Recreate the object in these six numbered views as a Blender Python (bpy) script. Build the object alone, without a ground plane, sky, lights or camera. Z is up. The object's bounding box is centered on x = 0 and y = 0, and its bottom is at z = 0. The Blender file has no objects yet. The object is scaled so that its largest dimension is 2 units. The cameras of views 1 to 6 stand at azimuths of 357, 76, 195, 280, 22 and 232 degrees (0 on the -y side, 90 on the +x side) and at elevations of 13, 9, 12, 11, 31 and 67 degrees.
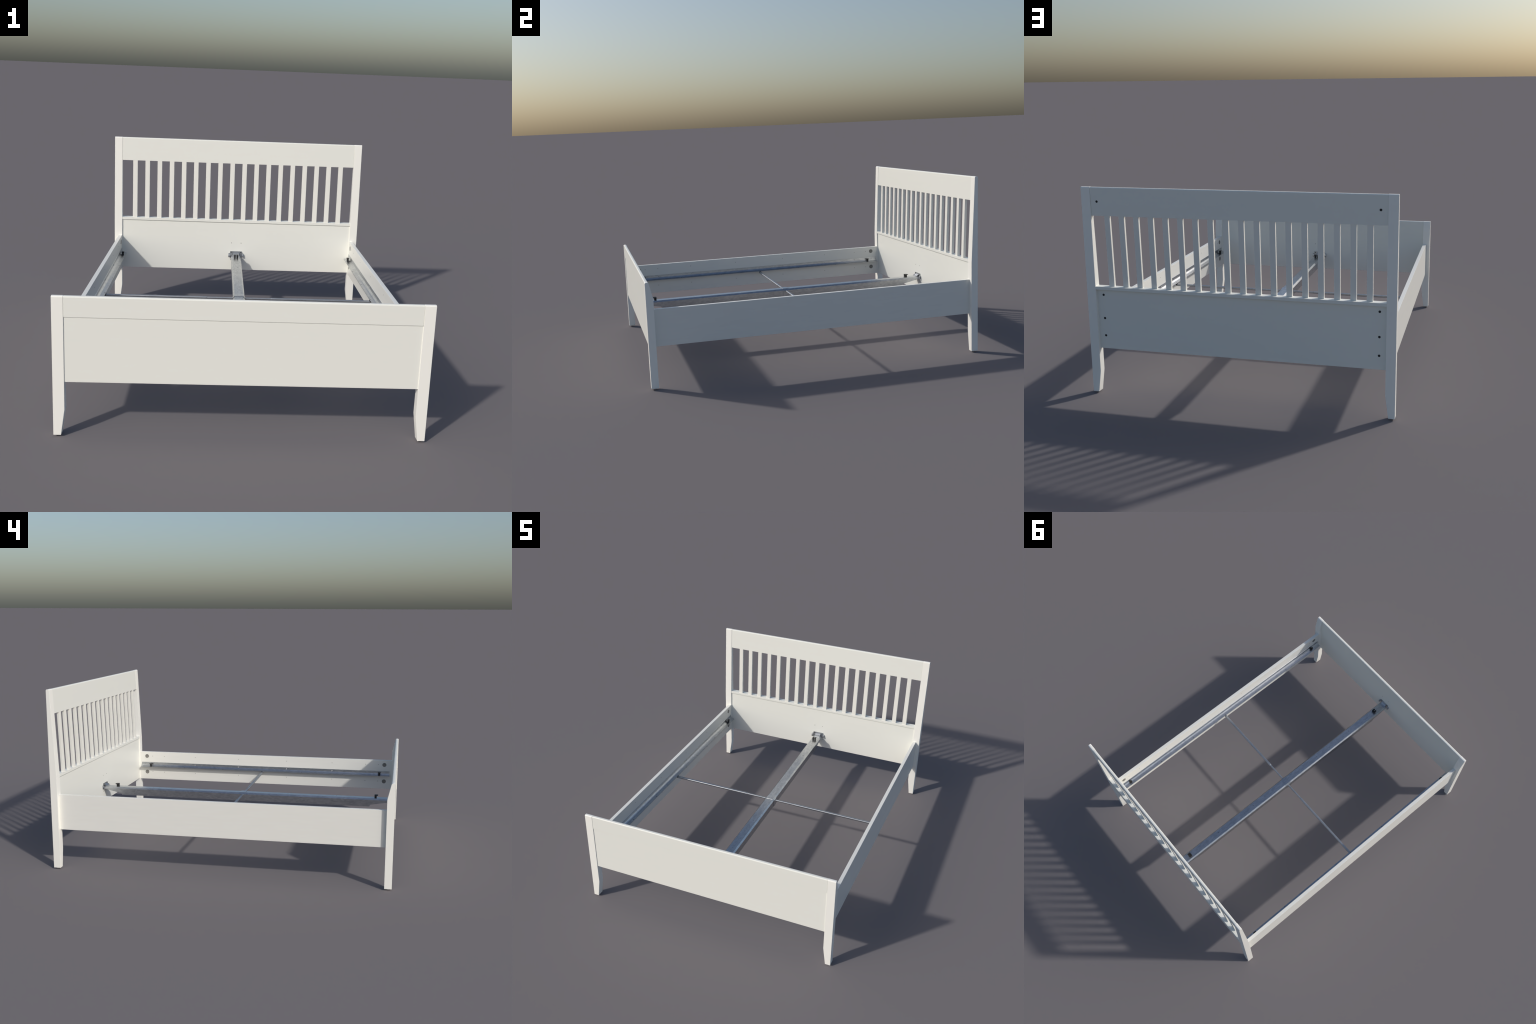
# White painted double bed frame: slatted headboard, solid footboard, side rails,
# galvanised slat-support bars, mid beam and cross rod.
import bpy, bmesh, math
from mathutils import Vector, Matrix

# ------------------------------------------------------------------ sizes (m)
HALF_W   = 0.781      # outer faces of the posts
POST_IN  = 0.7335     # inner faces of the posts
LEG_Z0   = 0.0055     # underside of the wooden legs (glides below)
KNEE_Z   = 0.119      # foot taper begins
FOOT_IN  = 0.7495     # inner face of the foot at the floor
HEAD_TOP, HEAD_KINK = 1.0745, 0.556
FOOT_TOP, FOOT_KINK = 0.6070, 0.514
POST_DEPTH = 0.0418
TOP_DEPTH  = 0.0200
RAIL_X0, RAIL_X1 = 0.7345, 0.7560
RAIL_Z0, RAIL_Z1 = 0.2380, 0.4502
BOARD_BOTTOM = 0.2405


def head_front(z):
    """y of the headboard post's leaning front face at height z."""
    t = max(0.0, min(1.0, (z - HEAD_KINK) / (HEAD_TOP - HEAD_KINK)))
    return 1.0 - POST_DEPTH + t * (POST_DEPTH - TOP_DEPTH)


# ------------------------------------------------------------------ materials
def new_material(name):
    m = bpy.data.materials.new(name)
    m.use_nodes = True
    nt = m.node_tree
    bsdf = nt.nodes["Principled BSDF"]
    return m, nt, bsdf


def link(nt, a, b):
    nt.links.new(a, b)


def paint_material(name, colour, grain=0.003, rough=0.36, stretch=(1, 1, 1), bump=0.0):
    m, nt, b = new_material(name)
    tc = nt.nodes.new("ShaderNodeTexCoord")
    mp = nt.nodes.new("ShaderNodeMapping")
    mp.inputs["Scale"].default_value = stretch
    nz = nt.nodes.new("ShaderNodeTexNoise")
    nz.inputs["Scale"].default_value = 14.0
    nz.inputs["Detail"].default_value = 5.0
    link(nt, tc.outputs["Object"], mp.inputs["Vector"])
    link(nt, mp.outputs["Vector"], nz.inputs["Vector"])
    ramp = nt.nodes.new("ShaderNodeValToRGB")
    lo = tuple(c * (1 - grain) for c in colour)
    hi = tuple(min(1, c * (1 + grain)) for c in colour)
    ramp.color_ramp.elements[0].position = 0.3
    ramp.color_ramp.elements[0].color = (*lo, 1)
    ramp.color_ramp.elements[1].position = 0.7
    ramp.color_ramp.elements[1].color = (*hi, 1)
    link(nt, nz.outputs["Fac"], ramp.inputs["Fac"])
    link(nt, ramp.outputs["Color"], b.inputs["Base Color"])
    b.inputs["Roughness"].default_value = rough
    b.inputs["IOR"].default_value = 1.45
    if bump:
        bp = nt.nodes.new("ShaderNodeBump")
        bp.inputs["Strength"].default_value = bump
        bp.inputs["Distance"].default_value = 0.002
        link(nt, nz.outputs["Fac"], bp.inputs["Height"])
        link(nt, bp.outputs["Normal"], b.inputs["Normal"])
    return m


def metal_material(name, dark, light, rough=0.29, stretch=(1, 1, 1), bump=0.006):
    """Galvanised sheet: spangled grey, fine streaks, soft reflections."""
    m, nt, b = new_material(name)
    tc = nt.nodes.new("ShaderNodeTexCoord")
    mp = nt.nodes.new("ShaderNodeMapping")
    mp.inputs["Scale"].default_value = stretch
    link(nt, tc.outputs["Object"], mp.inputs["Vector"])
    vo = nt.nodes.new("ShaderNodeTexVoronoi")
    vo.inputs["Scale"].default_value = 160.0
    link(nt, mp.outputs["Vector"], vo.inputs["Vector"])
    nz = nt.nodes.new("ShaderNodeTexNoise")
    nz.inputs["Scale"].default_value = 60.0
    nz.inputs["Detail"].default_value = 6.0
    link(nt, mp.outputs["Vector"], nz.inputs["Vector"])
    sep = nt.nodes.new("ShaderNodeSeparateColor")
    link(nt, vo.outputs["Color"], sep.inputs["Color"])
    mix = nt.nodes.new("ShaderNodeMath")
    mix.operation = "MULTIPLY_ADD"
    mix.inputs[1].default_value = 0.35
    link(nt, sep.outputs["Red"], mix.inputs[0])
    sc = nt.nodes.new("ShaderNodeMath")
    sc.operation = "MULTIPLY"
    sc.inputs[1].default_value = 0.65
    link(nt, nz.outputs["Fac"], sc.inputs[0])
    link(nt, sc.outputs[0], mix.inputs[2])
    ramp = nt.nodes.new("ShaderNodeValToRGB")
    ramp.color_ramp.elements[0].position = 0.25
    ramp.color_ramp.elements[0].color = (*dark, 1)
    ramp.color_ramp.elements[1].position = 0.75
    ramp.color_ramp.elements[1].color = (*light, 1)
    link(nt, mix.outputs[0], ramp.inputs["Fac"])
    link(nt, ramp.outputs["Color"], b.inputs["Base Color"])
    b.inputs["Metallic"].default_value = 1.0
    b.inputs["Roughness"].default_value = rough
    bp = nt.nodes.new("ShaderNodeBump")
    bp.inputs["Strength"].default_value = bump
    bp.inputs["Distance"].default_value = 0.002
    link(nt, mix.outputs[0], bp.inputs["Height"])
    link(nt, bp.outputs["Normal"], b.inputs["Normal"])
    return m


def plain_material(name, colour, rough=0.5, metallic=0.0, grain=0.15, scale=200.0):
    m, nt, b = new_material(name)
    tc = nt.nodes.new("ShaderNodeTexCoord")
    nz = nt.nodes.new("ShaderNodeTexNoise")
    nz.inputs["Scale"].default_value = scale
    link(nt, tc.outputs["Object"], nz.inputs["Vector"])
    ramp = nt.nodes.new("ShaderNodeValToRGB")
    ramp.color_ramp.elements[0].position = 0.35
    ramp.color_ramp.elements[1].position = 0.65
    ramp.color_ramp.elements[0].color = (*[c * (1 - grain) for c in colour], 1)
    ramp.color_ramp.elements[1].color = (*[min(1, c * (1 + grain)) for c in colour], 1)
    link(nt, nz.outputs["Fac"], ramp.inputs["Fac"])
    link(nt, ramp.outputs["Color"], b.inputs["Base Color"])
    b.inputs["Roughness"].default_value = rough
    b.inputs["Metallic"].default_value = metallic
    return m


M_POST  = paint_material("post_paint",  (0.93, 0.925, 0.872), stretch=(3, 3, 0.6))
M_PANEL = paint_material("panel_paint", (0.845, 0.852, 0.797), stretch=(0.6, 3, 3))
M_SLAT  = paint_material("slat_paint",  (0.86, 0.855, 0.80), grain=0.012, stretch=(3, 3, 0.5))
M_RAIL  = paint_material("rail_paint",  (0.835, 0.835, 0.79), grain=0.010, stretch=(3, 0.5, 4))
M_STEEL = metal_material("galvanised_steel", (0.46, 0.48, 0.505), (0.63, 0.645, 0.66), stretch=(1.0, 0.35, 1.0))
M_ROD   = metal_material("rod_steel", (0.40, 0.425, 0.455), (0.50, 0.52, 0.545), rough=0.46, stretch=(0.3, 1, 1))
M_BRACK = metal_material("bracket_steel", (0.42, 0.44, 0.46), (0.58, 0.60, 0.62), rough=0.42)
M_BLACK = plain_material("black_plastic", (0.012, 0.012, 0.012), rough=0.45)
M_CAP   = plain_material("bolt_cap_plastic", (0.21, 0.205, 0.19), rough=0.55)
M_SCREW = plain_material("dark_screw", (0.040, 0.043, 0.047), rough=0.5, metallic=0.3)
M_ZINC  = plain_material("zinc_screw", (0.62, 0.62, 0.62), rough=0.4, metallic=0.6)
M_SOCKET_DARK  = plain_material("painted_socket_shade", (0.02, 0.02, 0.02), rough=0.9)  # socket shade put into the colour of the screw centres
M_PIN   = plain_material("hole_mark_dark", (0.16, 0.155, 0.145), rough=0.8)  # dark tone of the discs that stand in for holes
M_GLIDE = plain_material("glide_plastic", (0.45, 0.45, 0.44), rough=0.5)


# ------------------------------------------------------------------ helpers
def finish(bm, name, mat, parent=None, kind=None, angle=35):
    bmesh.ops.recalc_face_normals(bm, faces=bm.faces)
    me = bpy.data.meshes.new(name)
    bm.to_mesh(me)
    bm.free()
    me.materials.append(mat)
    for p in me.polygons:
        p.use_smooth = True
    me.set_sharp_from_angle(angle=math.radians(angle))
    ob = bpy.data.objects.new(name, me)
    bpy.context.collection.objects.link(ob)
    # large faces keep their own flat normal; only the arrises are shaded round
    wn = ob.modifiers.new("weighted_normal", 'WEIGHTED_NORMAL')
    wn.mode = 'FACE_AREA'
    wn.weight = 100
    wn.keep_sharp = True
    dg = bpy.context.evaluated_depsgraph_get()
    flat = bpy.data.meshes.new_from_object(ob.evaluated_get(dg))
    ob.modifiers.clear()
    ob.data = flat
    bpy.data.meshes.remove(me)
    flat.name = name
    if parent:
        ob.parent = parent
    if kind:
        ob["kind"] = kind
    return ob


def again(src, loc=None, scale=None, rot=None, parent=None):
    """A repeat sharing mesh data."""
    ob = src.copy()
    bpy.context.collection.objects.link(ob)
    if parent:
        ob.parent = parent
    if loc is not None:
        ob.location = loc
    if scale is not None:
        ob.scale = scale
    if rot is not None:
        ob.rotation_euler = rot
    return ob


def bevel_edges(bm, width, seg=2, test=None):
    bm.normal_update()
    es = [e for e in bm.edges if len(e.link_faces) == 2 and e.calc_face_angle(0) > math.radians(25)
          and (test is None or test(e))]
    if es:
        bmesh.ops.bevel(bm, geom=es, offset=width, segments=seg, profile=0.5, affect='EDGES', clamp_overlap=True)


def loft_quads(levels):
    """levels: list of (z, x0, x1, y0, y1), stacked rectangles."""
    bm = bmesh.new()
    rings = []
    for z, x0, x1, y0, y1 in levels:
        rings.append([bm.verts.new(p) for p in ((x0, y0, z), (x1, y0, z), (x1, y1, z), (x0, y1, z))])
    for a, b in zip(rings, rings[1:]):
        for i in range(4):
            j = (i + 1) % 4
            bm.faces.new((a[i], a[j], b[j], b[i]))
    bm.faces.new(rings[0])
    bm.faces.new(rings[-1])
    bmesh.ops.recalc_face_normals(bm, faces=bm.faces)
    return bm


def box(x0, x1, y0, y1, z0, z1, bevel=0.001, seg=2):
    bm = loft_quads([(z0, x0, x1, y0, y1), (z1, x0, x1, y0, y1)])
    if bevel:
        bevel_edges(bm, bevel, seg)
    return bm


def extrude_profile(pts, axis, a, b, bevel=0.0, seg=2):
    """Closed 2D profile swept from a to b along axis 'x' or 'y' (pts are (other, z))."""
    bm = bmesh.new()
    def P(p, t):
        return (t, p[0], p[1]) if axis == 'x' else (p[0], t, p[1])
    r0 = [bm.verts.new(P(p, a)) for p in pts]
    r1 = [bm.verts.new(P(p, b)) for p in pts]
    n = len(pts)
    for i in range(n):
        j = (i + 1) % n
        bm.faces.new((r0[i], r0[j], r1[j], r1[i]))
    bm.faces.new(r0)
    bm.faces.new(r1)
    bmesh.ops.recalc_face_normals(bm, faces=bm.faces)
    if bevel:
        bevel_edges(bm, bevel, seg)
    return bm


def rounded_top(y0f, y1f, z0, z1, r, yoff=None, n=5):
    """Board cross-section (y,z) with rounded upper edges; y0f/y1f give faces at a height."""
    pts = [(y0f(z0), z0), (y1f(z0), z0)]
    ya, yb = y0f(z1 - r), y1f(z1 - r)
    for i in range(n + 1):
        t = math.pi / 2 * i / n
        pts.append((yb - r + r * math.cos(t), z1 - r + r * math.sin(t)))
    for i in range(n + 1):
        t = math.pi / 2 * i / n
        pts.append((ya + r - r * math.sin(t), z1 - r + r * math.cos(t)))
    return pts


def board_with_grooves(pts, a, b, v=0.0014):
    """Profile board along x whose ends are eased, leaving a fine V-groove at the posts."""
    cy = sum(p[0] for p in pts) / len(pts)
    cz = sum(p[1] for p in pts) / len(pts)
    def shrink(p):
        dy, dz = p[0] - cy, p[1] - cz
        return (cy + dy * (1 - v / 0.009), cz + dz * (1 - v / 0.06))
    bm = bmesh.new()
    small = [shrink(p) for p in pts]
    rings = []
    for x, q in ((a, small), (a + v, pts), (b - v, pts), (b, small)):
        rings.append([bm.verts.new((x, p[0], p[1])) for p in q])
    n = len(pts)
    for r0, r1 in zip(rings, rings[1:]):
        for i in range(n):
            j = (i + 1) % n
            bm.faces.new((r0[i], r0[j], r1[j], r1[i]))
    bm.faces.new(rings[0])
    bm.faces.new(rings[-1])
    return bm


def disc(radius, depth, seg=28, dish=0.0, rim=0.0006, dark_socket=False):
    """Disc with axis +y, back at y=0, front at y=depth; optional dished centre."""
    bm = bmesh.new()
    prof = [(radius, 0.0), (radius, depth - rim), (radius - rim, depth)]
    if dish:
        prof += [(radius * 0.80, depth), (radius * 0.50, depth - dish)]
    rings = []
    for r, y in prof:
        rings.append([bm.verts.new((r * math.cos(2 * math.pi * i / seg), y, r * math.sin(2 * math.pi * i / seg)))
                      for i in range(seg)])
    for a, b in zip(rings, rings[1:]):
        for i in range(seg):
            j = (i + 1) % seg
            bm.faces.new((a[i], a[j], b[j], b[i]))
    bm.faces.new(rings[0])
    centre = bm.faces.new(rings[-1])
    if dark_socket:
        centre.material_index = 1  # closed centre face coloured dark in place of a real socket
    return bm


def merge(*bms):
    out = bmesh.new()
    for b in bms:
        me = bpy.data.meshes.new("tmp")
        b.to_mesh(me)
        b.free()
        out.from_mesh(me)
        bpy.data.meshes.remove(me)
    return out


# ------------------------------------------------------------------ root
bed = bpy.data.objects.new("bed_frame", None)
bpy.context.collection.objects.link(bed)
bed["label"] = "white wooden double bed frame with slatted headboard and steel mid beam"
bed["category"] = "bed frame"


def make_post(name, side, head, parent):
    s = side
    if head:
        yb = 1.0
        lv = [(LEG_Z0, FOOT_IN, yb - POST_DEPTH, yb), (KNEE_Z, POST_IN, yb - POST_DEPTH, yb),
              (HEAD_KINK, POST_IN, yb - POST_DEPTH, yb), (HEAD_TOP, POST_IN, yb - TOP_DEPTH, yb)]
    else:
        yf = -1.0
        lv = [(LEG_Z0, FOOT_IN, yf, yf + POST_DEPTH), (KNEE_Z, POST_IN, yf, yf + POST_DEPTH),
              (FOOT_KINK, POST_IN, yf, yf + POST_DEPTH), (FOOT_TOP, POST_IN, yf, yf + TOP_DEPTH)]
    bm = loft_quads([(z, min(s * xi, s * HALF_W), max(s * xi, s * HALF_W), y0, y1) for z, xi, y0, y1 in lv])
    top = lv[-1][0]
    bm.normal_update()
    # generous round-over along the two upper long edges, then a fine arris everywhere
    bevel_edges(bm, 0.0065, 4, lambda e: all(abs(v.co.z - top) < 1e-5 for v in e.verts)
                and abs(e.verts[0].co.x - e.verts[1].co.x) > 0.01)
    bevel_edges(bm, 0.0012, 2, lambda e: e.calc_face_angle(0) > math.radians(50))
    return finish(bm, name, M_POST, parent)


def glide(x, y, parent, src=[]):
    if not src:
        bm = disc(0.0105, 0.0062, 24, rim=0.0015)
        bmesh.ops.rotate(bm, verts=bm.verts, cent=(0, 0, 0), matrix=Matrix.Rotation(-math.pi / 2, 3, 'X'))
        # axis now -z: move the foot so that it spans z = 0 .. 0.0062
        bmesh.ops.translate(bm, verts=bm.verts, vec=(0, 0, 0.0062))
        ob = finish(bm, "glide", M_GLIDE, parent)
        src.append(ob)
        ob.location = (x, y, 0)
        return ob
    return again(src[0], (x, y, 0), parent=parent)


# ------------------------------------------------------------------ headboard
CAP_Z0, CAP_Z1 = 0.553, 0.5695
HRAIL_Z0 = 0.931
head = finish(box(-0.7345, 0.7345, 0.9660, 0.9825, BOARD_BOTTOM, CAP_Z0 + 0.004, 0.001), "headboard", M_PANEL, bed)
for s in (-1, 1):
    make_post("post", s, True, head)
    glide(s * 0.7655, 0.979, head)

pts = rounded_top(lambda z: head_front(z) + 0.0016, lambda z: head_front(z) + 0.0194, HRAIL_Z0, HEAD_TOP - 0.0006, 0.0065)
finish(board_with_grooves(pts, -POST_IN, POST_IN), "top_rail", M_PANEL, head)
finish(box(-0.7345, 0.7345, 0.9605, 0.9982, CAP_Z0, CAP_Z1, 0.0015), "cap_rail", M_PANEL, head)

# eighteen slats, leaning with the posts
SL_N, SL_W, SL_SPAN = 18, 0.0288, 0.6525
z0, z1 = CAP_Z1 - 0.002, HRAIL_Z0 + 0.004
yb0, yt0, th = 0.9629, 0.9759, 0.0154
bm = loft_quads([(z0, -SL_W / 2, SL_W / 2, yb0, yb0 + th + 0.0008), (z1, -SL_W / 2, SL_W / 2, yt0, yt0 + th)])
bevel_edges(bm, 0.0014, 2)
slat = finish(bm, "slat", M_SLAT, head)
slat.location.x = -SL_SPAN
for i in range(1, SL_N):
    again(slat, (-SL_SPAN + 2 * SL_SPAN * i / (SL_N - 1), 0, 0), parent=head)

# countersunk screws on the back
screw = None
for s in (-1, 1):
    for z, y in ((1.002, head_front(1.002) + 0.0194), (0.524, 0.9825), (0.4013, 0.9825), (0.3095, 0.9825)):
        tilt = math.atan2(POST_DEPTH - TOP_DEPTH, HEAD_TOP - HEAD_KINK) if z > 0.9 else 0.0
        loc = (s * 0.70, y - 0.0008, z)
        if screw is None:
            bm = disc(0.0062, 0.0016, 20, dish=0.0006, dark_socket=True)
            screw = finish(bm, "screw", M_SCREW, head)
            screw.data.materials.append(M_SOCKET_DARK)
            screw.location = loc
            screw.rotation_euler = (-tilt, 0, 0)
        else:
            again(screw, loc, rot=(-tilt, 0, 0), parent=head)

# ------------------------------------------------------------------ footboard
FSEAM = 0.5187
foot = finish(box(-0.7345, 0.7345, -0.9962, -0.9805, BOARD_BOTTOM - 0.001, FSEAM + 0.004, 0.001), "footboard", M_PANEL, bed)
for s in (-1, 1):
    make_post("post", s, False, foot)
    glide(s * 0.7655, -0.979, foot)
pts = rounded_top(lambda z: -0.9990, lambda z: -0.9805 + 0.0008, FSEAM, FOOT_TOP - 0.0006, 0.0065)
finish(board_with_grooves(pts, -POST_IN, POST_IN), "top_rail", M_PANEL, foot)

# ------------------------------------------------------------------ side rails
BAR_Z = 0.3390      # top of the horizontal flange
PIN_Y = (0.860, 0.767, 0.5217, 0.1845, -0.1825, -0.5220, -0.767, -0.860)
shared = {}


def put(key, builder, loc, parent, scale=(1, 1, 1), rot=(0, 0, 0)):
    if key not in shared:
        shared[key] = builder()
        ob = shared[key]
        ob.parent = parent
        ob.location, ob.scale, ob.rotation_euler = loc, scale, rot
        return ob
    return again(shared[key], loc, scale, rot, parent)


def build_peg():
    """Slat retainer on the side bar: stem with an overhanging T head."""
    stem = box(-0.0062, 0.0062, -0.0060, 0.0060, -0.001, 0.0185, 0.0012)
    headp = [(-0.0100, 0.0205), (-0.0060, 0.0160), (0.0060, 0.0160), (0.0125, 0.0195), (0.0120, 0.0212), (-0.0095, 0.0218)]
    cap = extrude_profile(headp, 'x', -0.0072, 0.0072, 0.0006)
    return finish(merge(stem, cap), "peg", M_BLACK)


def build_double_peg():
    """Pair of hooked retainers on the mid beam."""
    parts = []
    for x in (-0.0078, 0.0078):
        parts.append(box(x - 0.0052, x + 0.0052, -0.0075, 0.0060, -0.001, 0.0190, 0.0012))
        hook = [(-0.0078, 0.0165), (0.0060, 0.0160), (0.0150, 0.0178), (0.0145, 0.0200), (0.0060, 0.0212), (-0.0078, 0.0208)]
        b = extrude_profile(hook, 'x', x - 0.0058, x + 0.0058, 0.0006)
        parts.append(b)
    return finish(merge(*parts), "peg", M_BLACK)


def build_bar_screw():
    ob = finish(disc(0.0038, 0.0024, 16, dish=0.0008, dark_socket=True), "screw", M_ZINC)
    ob.data.materials.append(M_SOCKET_DARK)
    return ob


for s in (-1, 1):
    rail = finish(box(min(s * RAIL_X0, s * RAIL_X1), max(s * RAIL_X0, s * RAIL_X1), -0.9590, 0.9590,
                      RAIL_Z0, RAIL_Z1, 0.0015), "side_rail", M_RAIL, bed)
    # bolt caps
    for y in (0.9045, -0.9045):
        for z in (0.4165, 0.2935):
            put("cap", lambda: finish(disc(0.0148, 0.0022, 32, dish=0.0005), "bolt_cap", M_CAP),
                (s * (RAIL_X0 + 0.0012), y, z), rail, rot=(0, 0, s * math.pi / 2))
    # dark discs standing in for pin holes above and below the bar
    for y in PIN_Y:
        for z in (0.4172, 0.2945):
            put("pin", lambda: finish(disc(0.0024, 0.0012, 10), "hole_mark_disc", M_PIN),
                (s * (RAIL_X0 + 0.0008), y, z), rail, rot=(0, 0, s * math.pi / 2))
    # folded L bar carrying the slats
    prof = [(0.7343, 0.3702), (0.7326, 0.3690), (0.7318, 0.3526), (0.7304, 0.3500), (0.7245, 0.3436), (0.7160, 0.3402),
            (0.7030, BAR_Z - 0.0004), (0.7030, BAR_Z - 0.0026), (0.7165, 0.3378), (0.7255, 0.3412), (0.7318, 0.3480), (0.7343, 0.3510)]
    bm = extrude_profile([(s * p[0], p[1]) for p in prof], 'y', -0.9430, 0.9455, 0.0)
    bar = finish(bm, "support_bar", M_STEEL, rail, angle=25)
    for y in PIN_Y[1:-1]:
        put("barscrew", build_bar_screw, (s * 0.7328, y, 0.3590), rail, rot=(0, 0, s * math.pi / 2))
    for y in (0.60, 0.30, 0.0, -0.30, -0.60):
        put("slot_mark", lambda: finish(box(-0.0028, 0.0028, -0.0022, 0.0022, -0.0010, 0.0004, 0), "slot_mark", M_SCREW),  # dark block laid on the flange to suggest a slot, nothing is cut
            (s * 0.7090, y, BAR_Z + 0.0004), rail)
    for d in (1, -1):
        put("peg", build_peg, (s * 0.7180, d * 0.8690, BAR_Z + 0.001), rail, scale=(s, d, 1))

# ------------------------------------------------------------------ mid beam
BW, BT = 0.0312, 0.0228           # half widths: sides, flat top
B_TOP, B_SHO, B_BOT = 0.3410, 0.3320, 0.2885
WALL = 0.0022


def beam_section(grow, bottom):
    """Inverted U with chamfered shoulders; 'bottom' is the lower edge of the webs."""
    o = [(-BW - grow, bottom), (-BW - grow, B_SHO), (-BT - grow * .6, B_TOP + grow), (BT + grow * .6, B_TOP + grow),
         (BW + grow, B_SHO), (BW + grow, bottom)]
    w = WALL
    i = [(BW + grow - w, bottom), (BW + grow - w, B_SHO - w * .4), (BT + grow * .6 - w * .3, B_TOP + grow - w),
         (-BT - grow * .6 + w * .3, B_TOP + grow - w), (-BW - grow + w, B_SHO - w * .4), (-BW - grow + w, bottom)]
    return o + i


def loft_sections(stations):
    """stations: list of (y, grow, bottom)."""
    bm = bmesh.new()
    rings = [[bm.verts.new((p[0], y, p[1])) for p in beam_section(g, b)] for y, g, b in stations]
    n = len(rings[0])
    for a, c in zip(rings, rings[1:]):
        for k in range(n):
            m = (k + 1) % n
            bm.faces.new((a[k], a[m], c[m], c[k]))
    for r in (rings[0], rings[-1]):
        # cap the U as quads between outer and inner outline
        for k in range(5):
            bm.faces.new((r[k], r[k + 1], r[10 - k], r[11 - k]))
    return bm


END = 0.9560
stations = [(-END - 0.0150, 0, 0.3235), (-0.840, 0, 0.3005), (-0.8365, 0, 0.2960), (-0.8325, 0, B_BOT), (0.8325, 0, B_BOT),
            (0.8365, 0, 0.2960), (0.840, 0, 0.3005), (END, 0, 0.3255)]
beam = finish(loft_sections(stations), "mid_beam", M_STEEL, bed, angle=22)
# lapped joint in the middle
finish(loft_sections([(-0.0215, 0.0026, B_BOT - 0.001), (0.006, 0.0026, B_BOT - 0.001), (0.0215, 0.0004, B_BOT - 0.0004)]),
       "sleeve", M_STEEL, beam, angle=22)
for d in (1, -1):
    put("dpeg", build_double_peg, (0, d * 0.8720, B_TOP), beam, scale=(1, d, 0.92))
for y in (0.62, 0.30, -0.30, -0.62):
    put("bslot_mark", lambda: finish(disc(0.0026, 0.0010, 12), "slot_mark", M_SCREW),  # dark disc on the beam top standing in for an opening
        (0.004, y, B_TOP - 0.0006), beam, rot=(math.pi / 2, 0, 0))


# cross rods: telescoping tube either side of the beam
ROD_Z = 0.3260
for s in (-1, 1):
    inner = box(min(s * 0.033, s * 0.180), max(s * 0.033, s * 0.180), -0.0058, 0.0058, -0.0050, 0.0050, 0.0030, 3)
    outer = box(min(s * 0.170, s * 0.706), max(s * 0.170, s * 0.706), -0.0077, 0.0077, -0.0064, 0.0064, 0.0036, 3)
    bm = merge(inner, outer)
    rod = finish(bm, "cross_rod", M_ROD, beam)
    rod.location = (0, -0.0006, ROD_Z)
    cl = finish(box(-0.0050, 0.0050, -0.0075, 0.0075, -0.003, 0.0105, 0.0012), "clip", M_SCREW, beam)
    cl.location = (s * 0.7070, -0.0006, ROD_Z)


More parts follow.
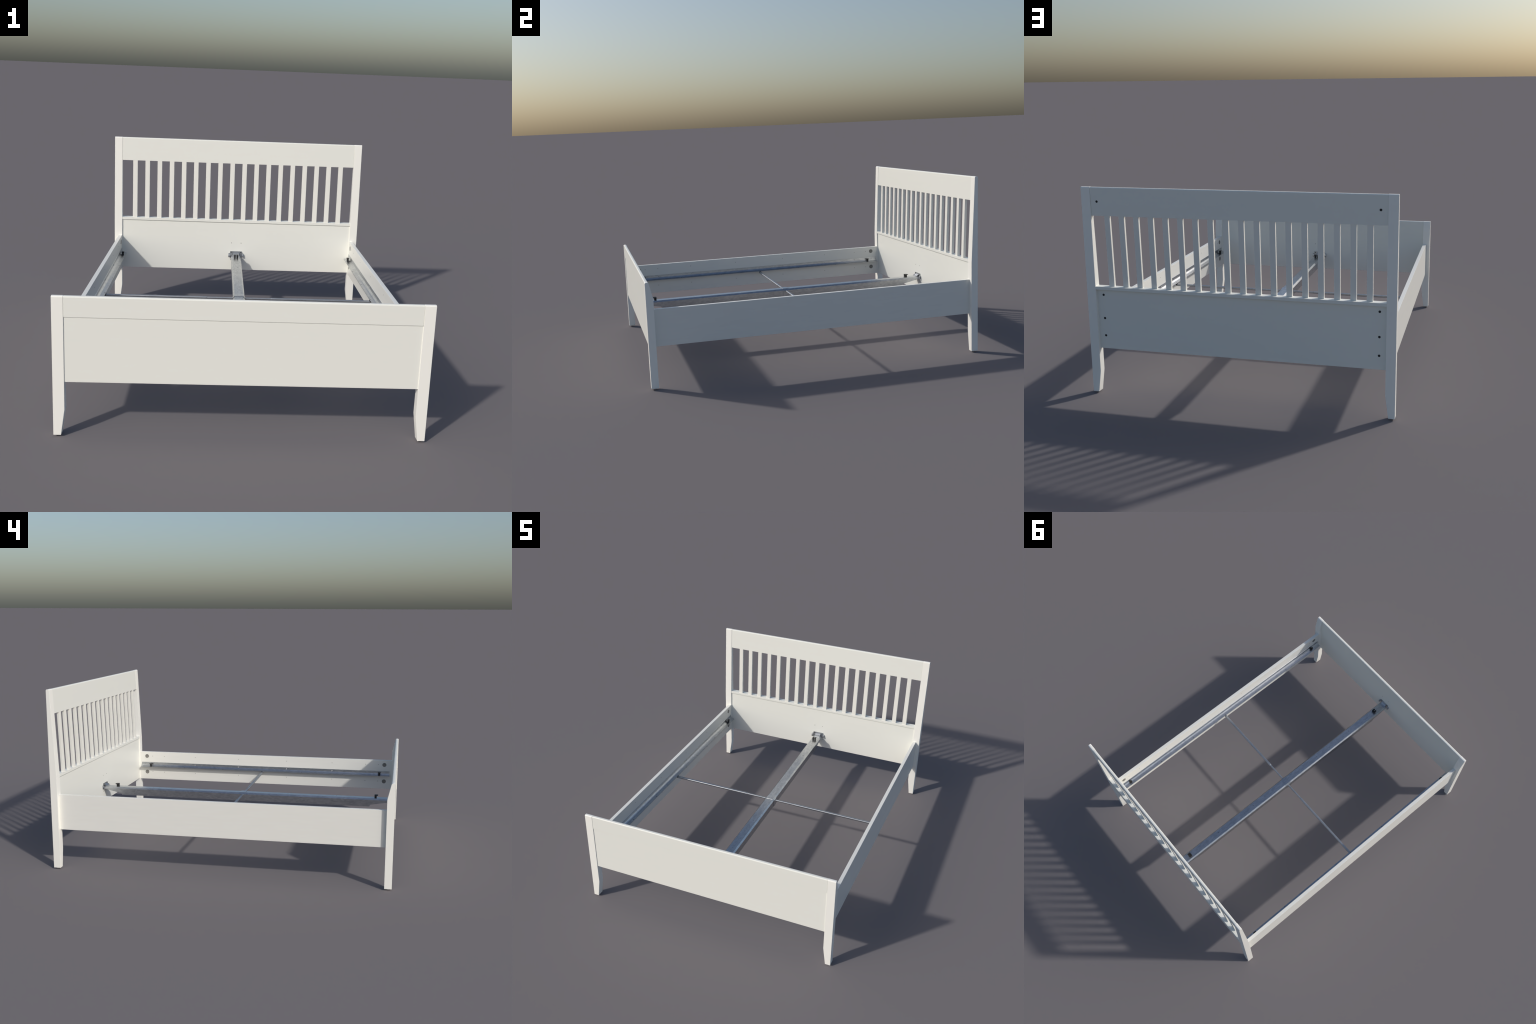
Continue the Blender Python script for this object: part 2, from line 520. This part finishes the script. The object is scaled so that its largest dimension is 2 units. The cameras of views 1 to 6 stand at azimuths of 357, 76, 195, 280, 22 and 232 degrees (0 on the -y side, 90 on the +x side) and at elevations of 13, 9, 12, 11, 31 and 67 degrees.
# ------------------------------------------------------------------ end brackets
def bracket(d):
    """Folded sheet hanger against the board; d=+1 headboard, -1 footboard."""
    yb = 0.9650 if d > 0 else 0.9800      # board face
    outline = [(-0.0200, 0.3230), (-0.0330, 0.3235), (-0.0375, 0.3265), (-0.0480, 0.3285), (-0.0485, 0.3490), (-0.0420, 0.3505),
               (-0.0385, 0.3540), (-0.0380, 0.3620), (-0.0360, 0.3635), (0.0370, 0.3635), (0.0390, 0.3615), (0.0390, 0.3540),
               (0.0425, 0.3505), (0.0490, 0.3485), (0.0480, 0.3285), (0.0375, 0.3265), (0.0330, 0.3235), (0.0200, 0.3230)]
    bm = bmesh.new()
    ya, yc = yb - 0.0028, yb + 0.0004
    f0 = [bm.verts.new((p[0], d * ya, p[1])) for p in outline]
    f1 = [bm.verts.new((p[0], d * yc, p[1])) for p in outline]
    n = len(outline)
    for i in range(n):
        j = (i + 1) % n
        bm.faces.new((f0[i], f0[j], f1[j], f1[i]))
    bm.faces.new(f0)
    bm.faces.new(f1)
    # curved tongue from the plate over the beam's end
    prof = [(yb - 0.0015, 0.3560), (yb - 0.0070, 0.3545), (yb - 0.0125, 0.3495), (yb - 0.0185, 0.3440), (yb - 0.0300, 0.3418),
            (yb - 0.0300, 0.3400), (yb - 0.0190, 0.3405), (yb - 0.0110, 0.3440), (yb - 0.0060, 0.3490), (yb - 0.0015, 0.3510)]
    tongue = extrude_profile([(d * p[0], p[1]) for p in prof], 'x', -0.0205, 0.0205)
    # two bent ears hooking outwards and down
    ears = []
    for s in (-1, 1):
        ear = [(yb - 0.002, 0.3480), (yb - 0.0100, 0.3455), (yb - 0.0135, 0.3330), (yb - 0.0115, 0.3255), (yb - 0.0090, 0.3260),
               (yb - 0.0105, 0.3330), (yb - 0.0080, 0.3430), (yb - 0.002, 0.3450)]
        xa, xb = (0.0395, 0.0490)
        ears.append(extrude_profile([(d * p[0], p[1]) for p in ear], 'x', min(s * xa, s * xb), max(s * xa, s * xb)))
    ob = finish(merge(bm, tongue, *ears), "bracket", M_BRACK, beam)
    fy = d * (yb - 0.0032)
    for x, z, r in ((-0.0305, 0.3580, 0.0028), (0.0310, 0.3560, 0.0038)):
        put("brs", lambda: finish(disc(0.0034, 0.0012, 14, dish=0.0006), "screw", M_SCREW),
            (x, fy, z), beam, rot=(math.pi if d > 0 else 0, 0, 0))
    # small dark discs drawn in place of spare pilot holes in the board
    for x, z in ((-0.031, 0.4182), (0.031, 0.4182), (-0.0345, 0.3060), (0.0345, 0.3060)):
        put("pilot", lambda: finish(disc(0.0022, 0.0010, 10), "hole_mark_disc", M_PIN),
            (x, d * (yb + 0.0004), z), beam, rot=(math.pi if d > 0 else 0, 0, 0))
    return ob


bracket(1)
bracket(-1)
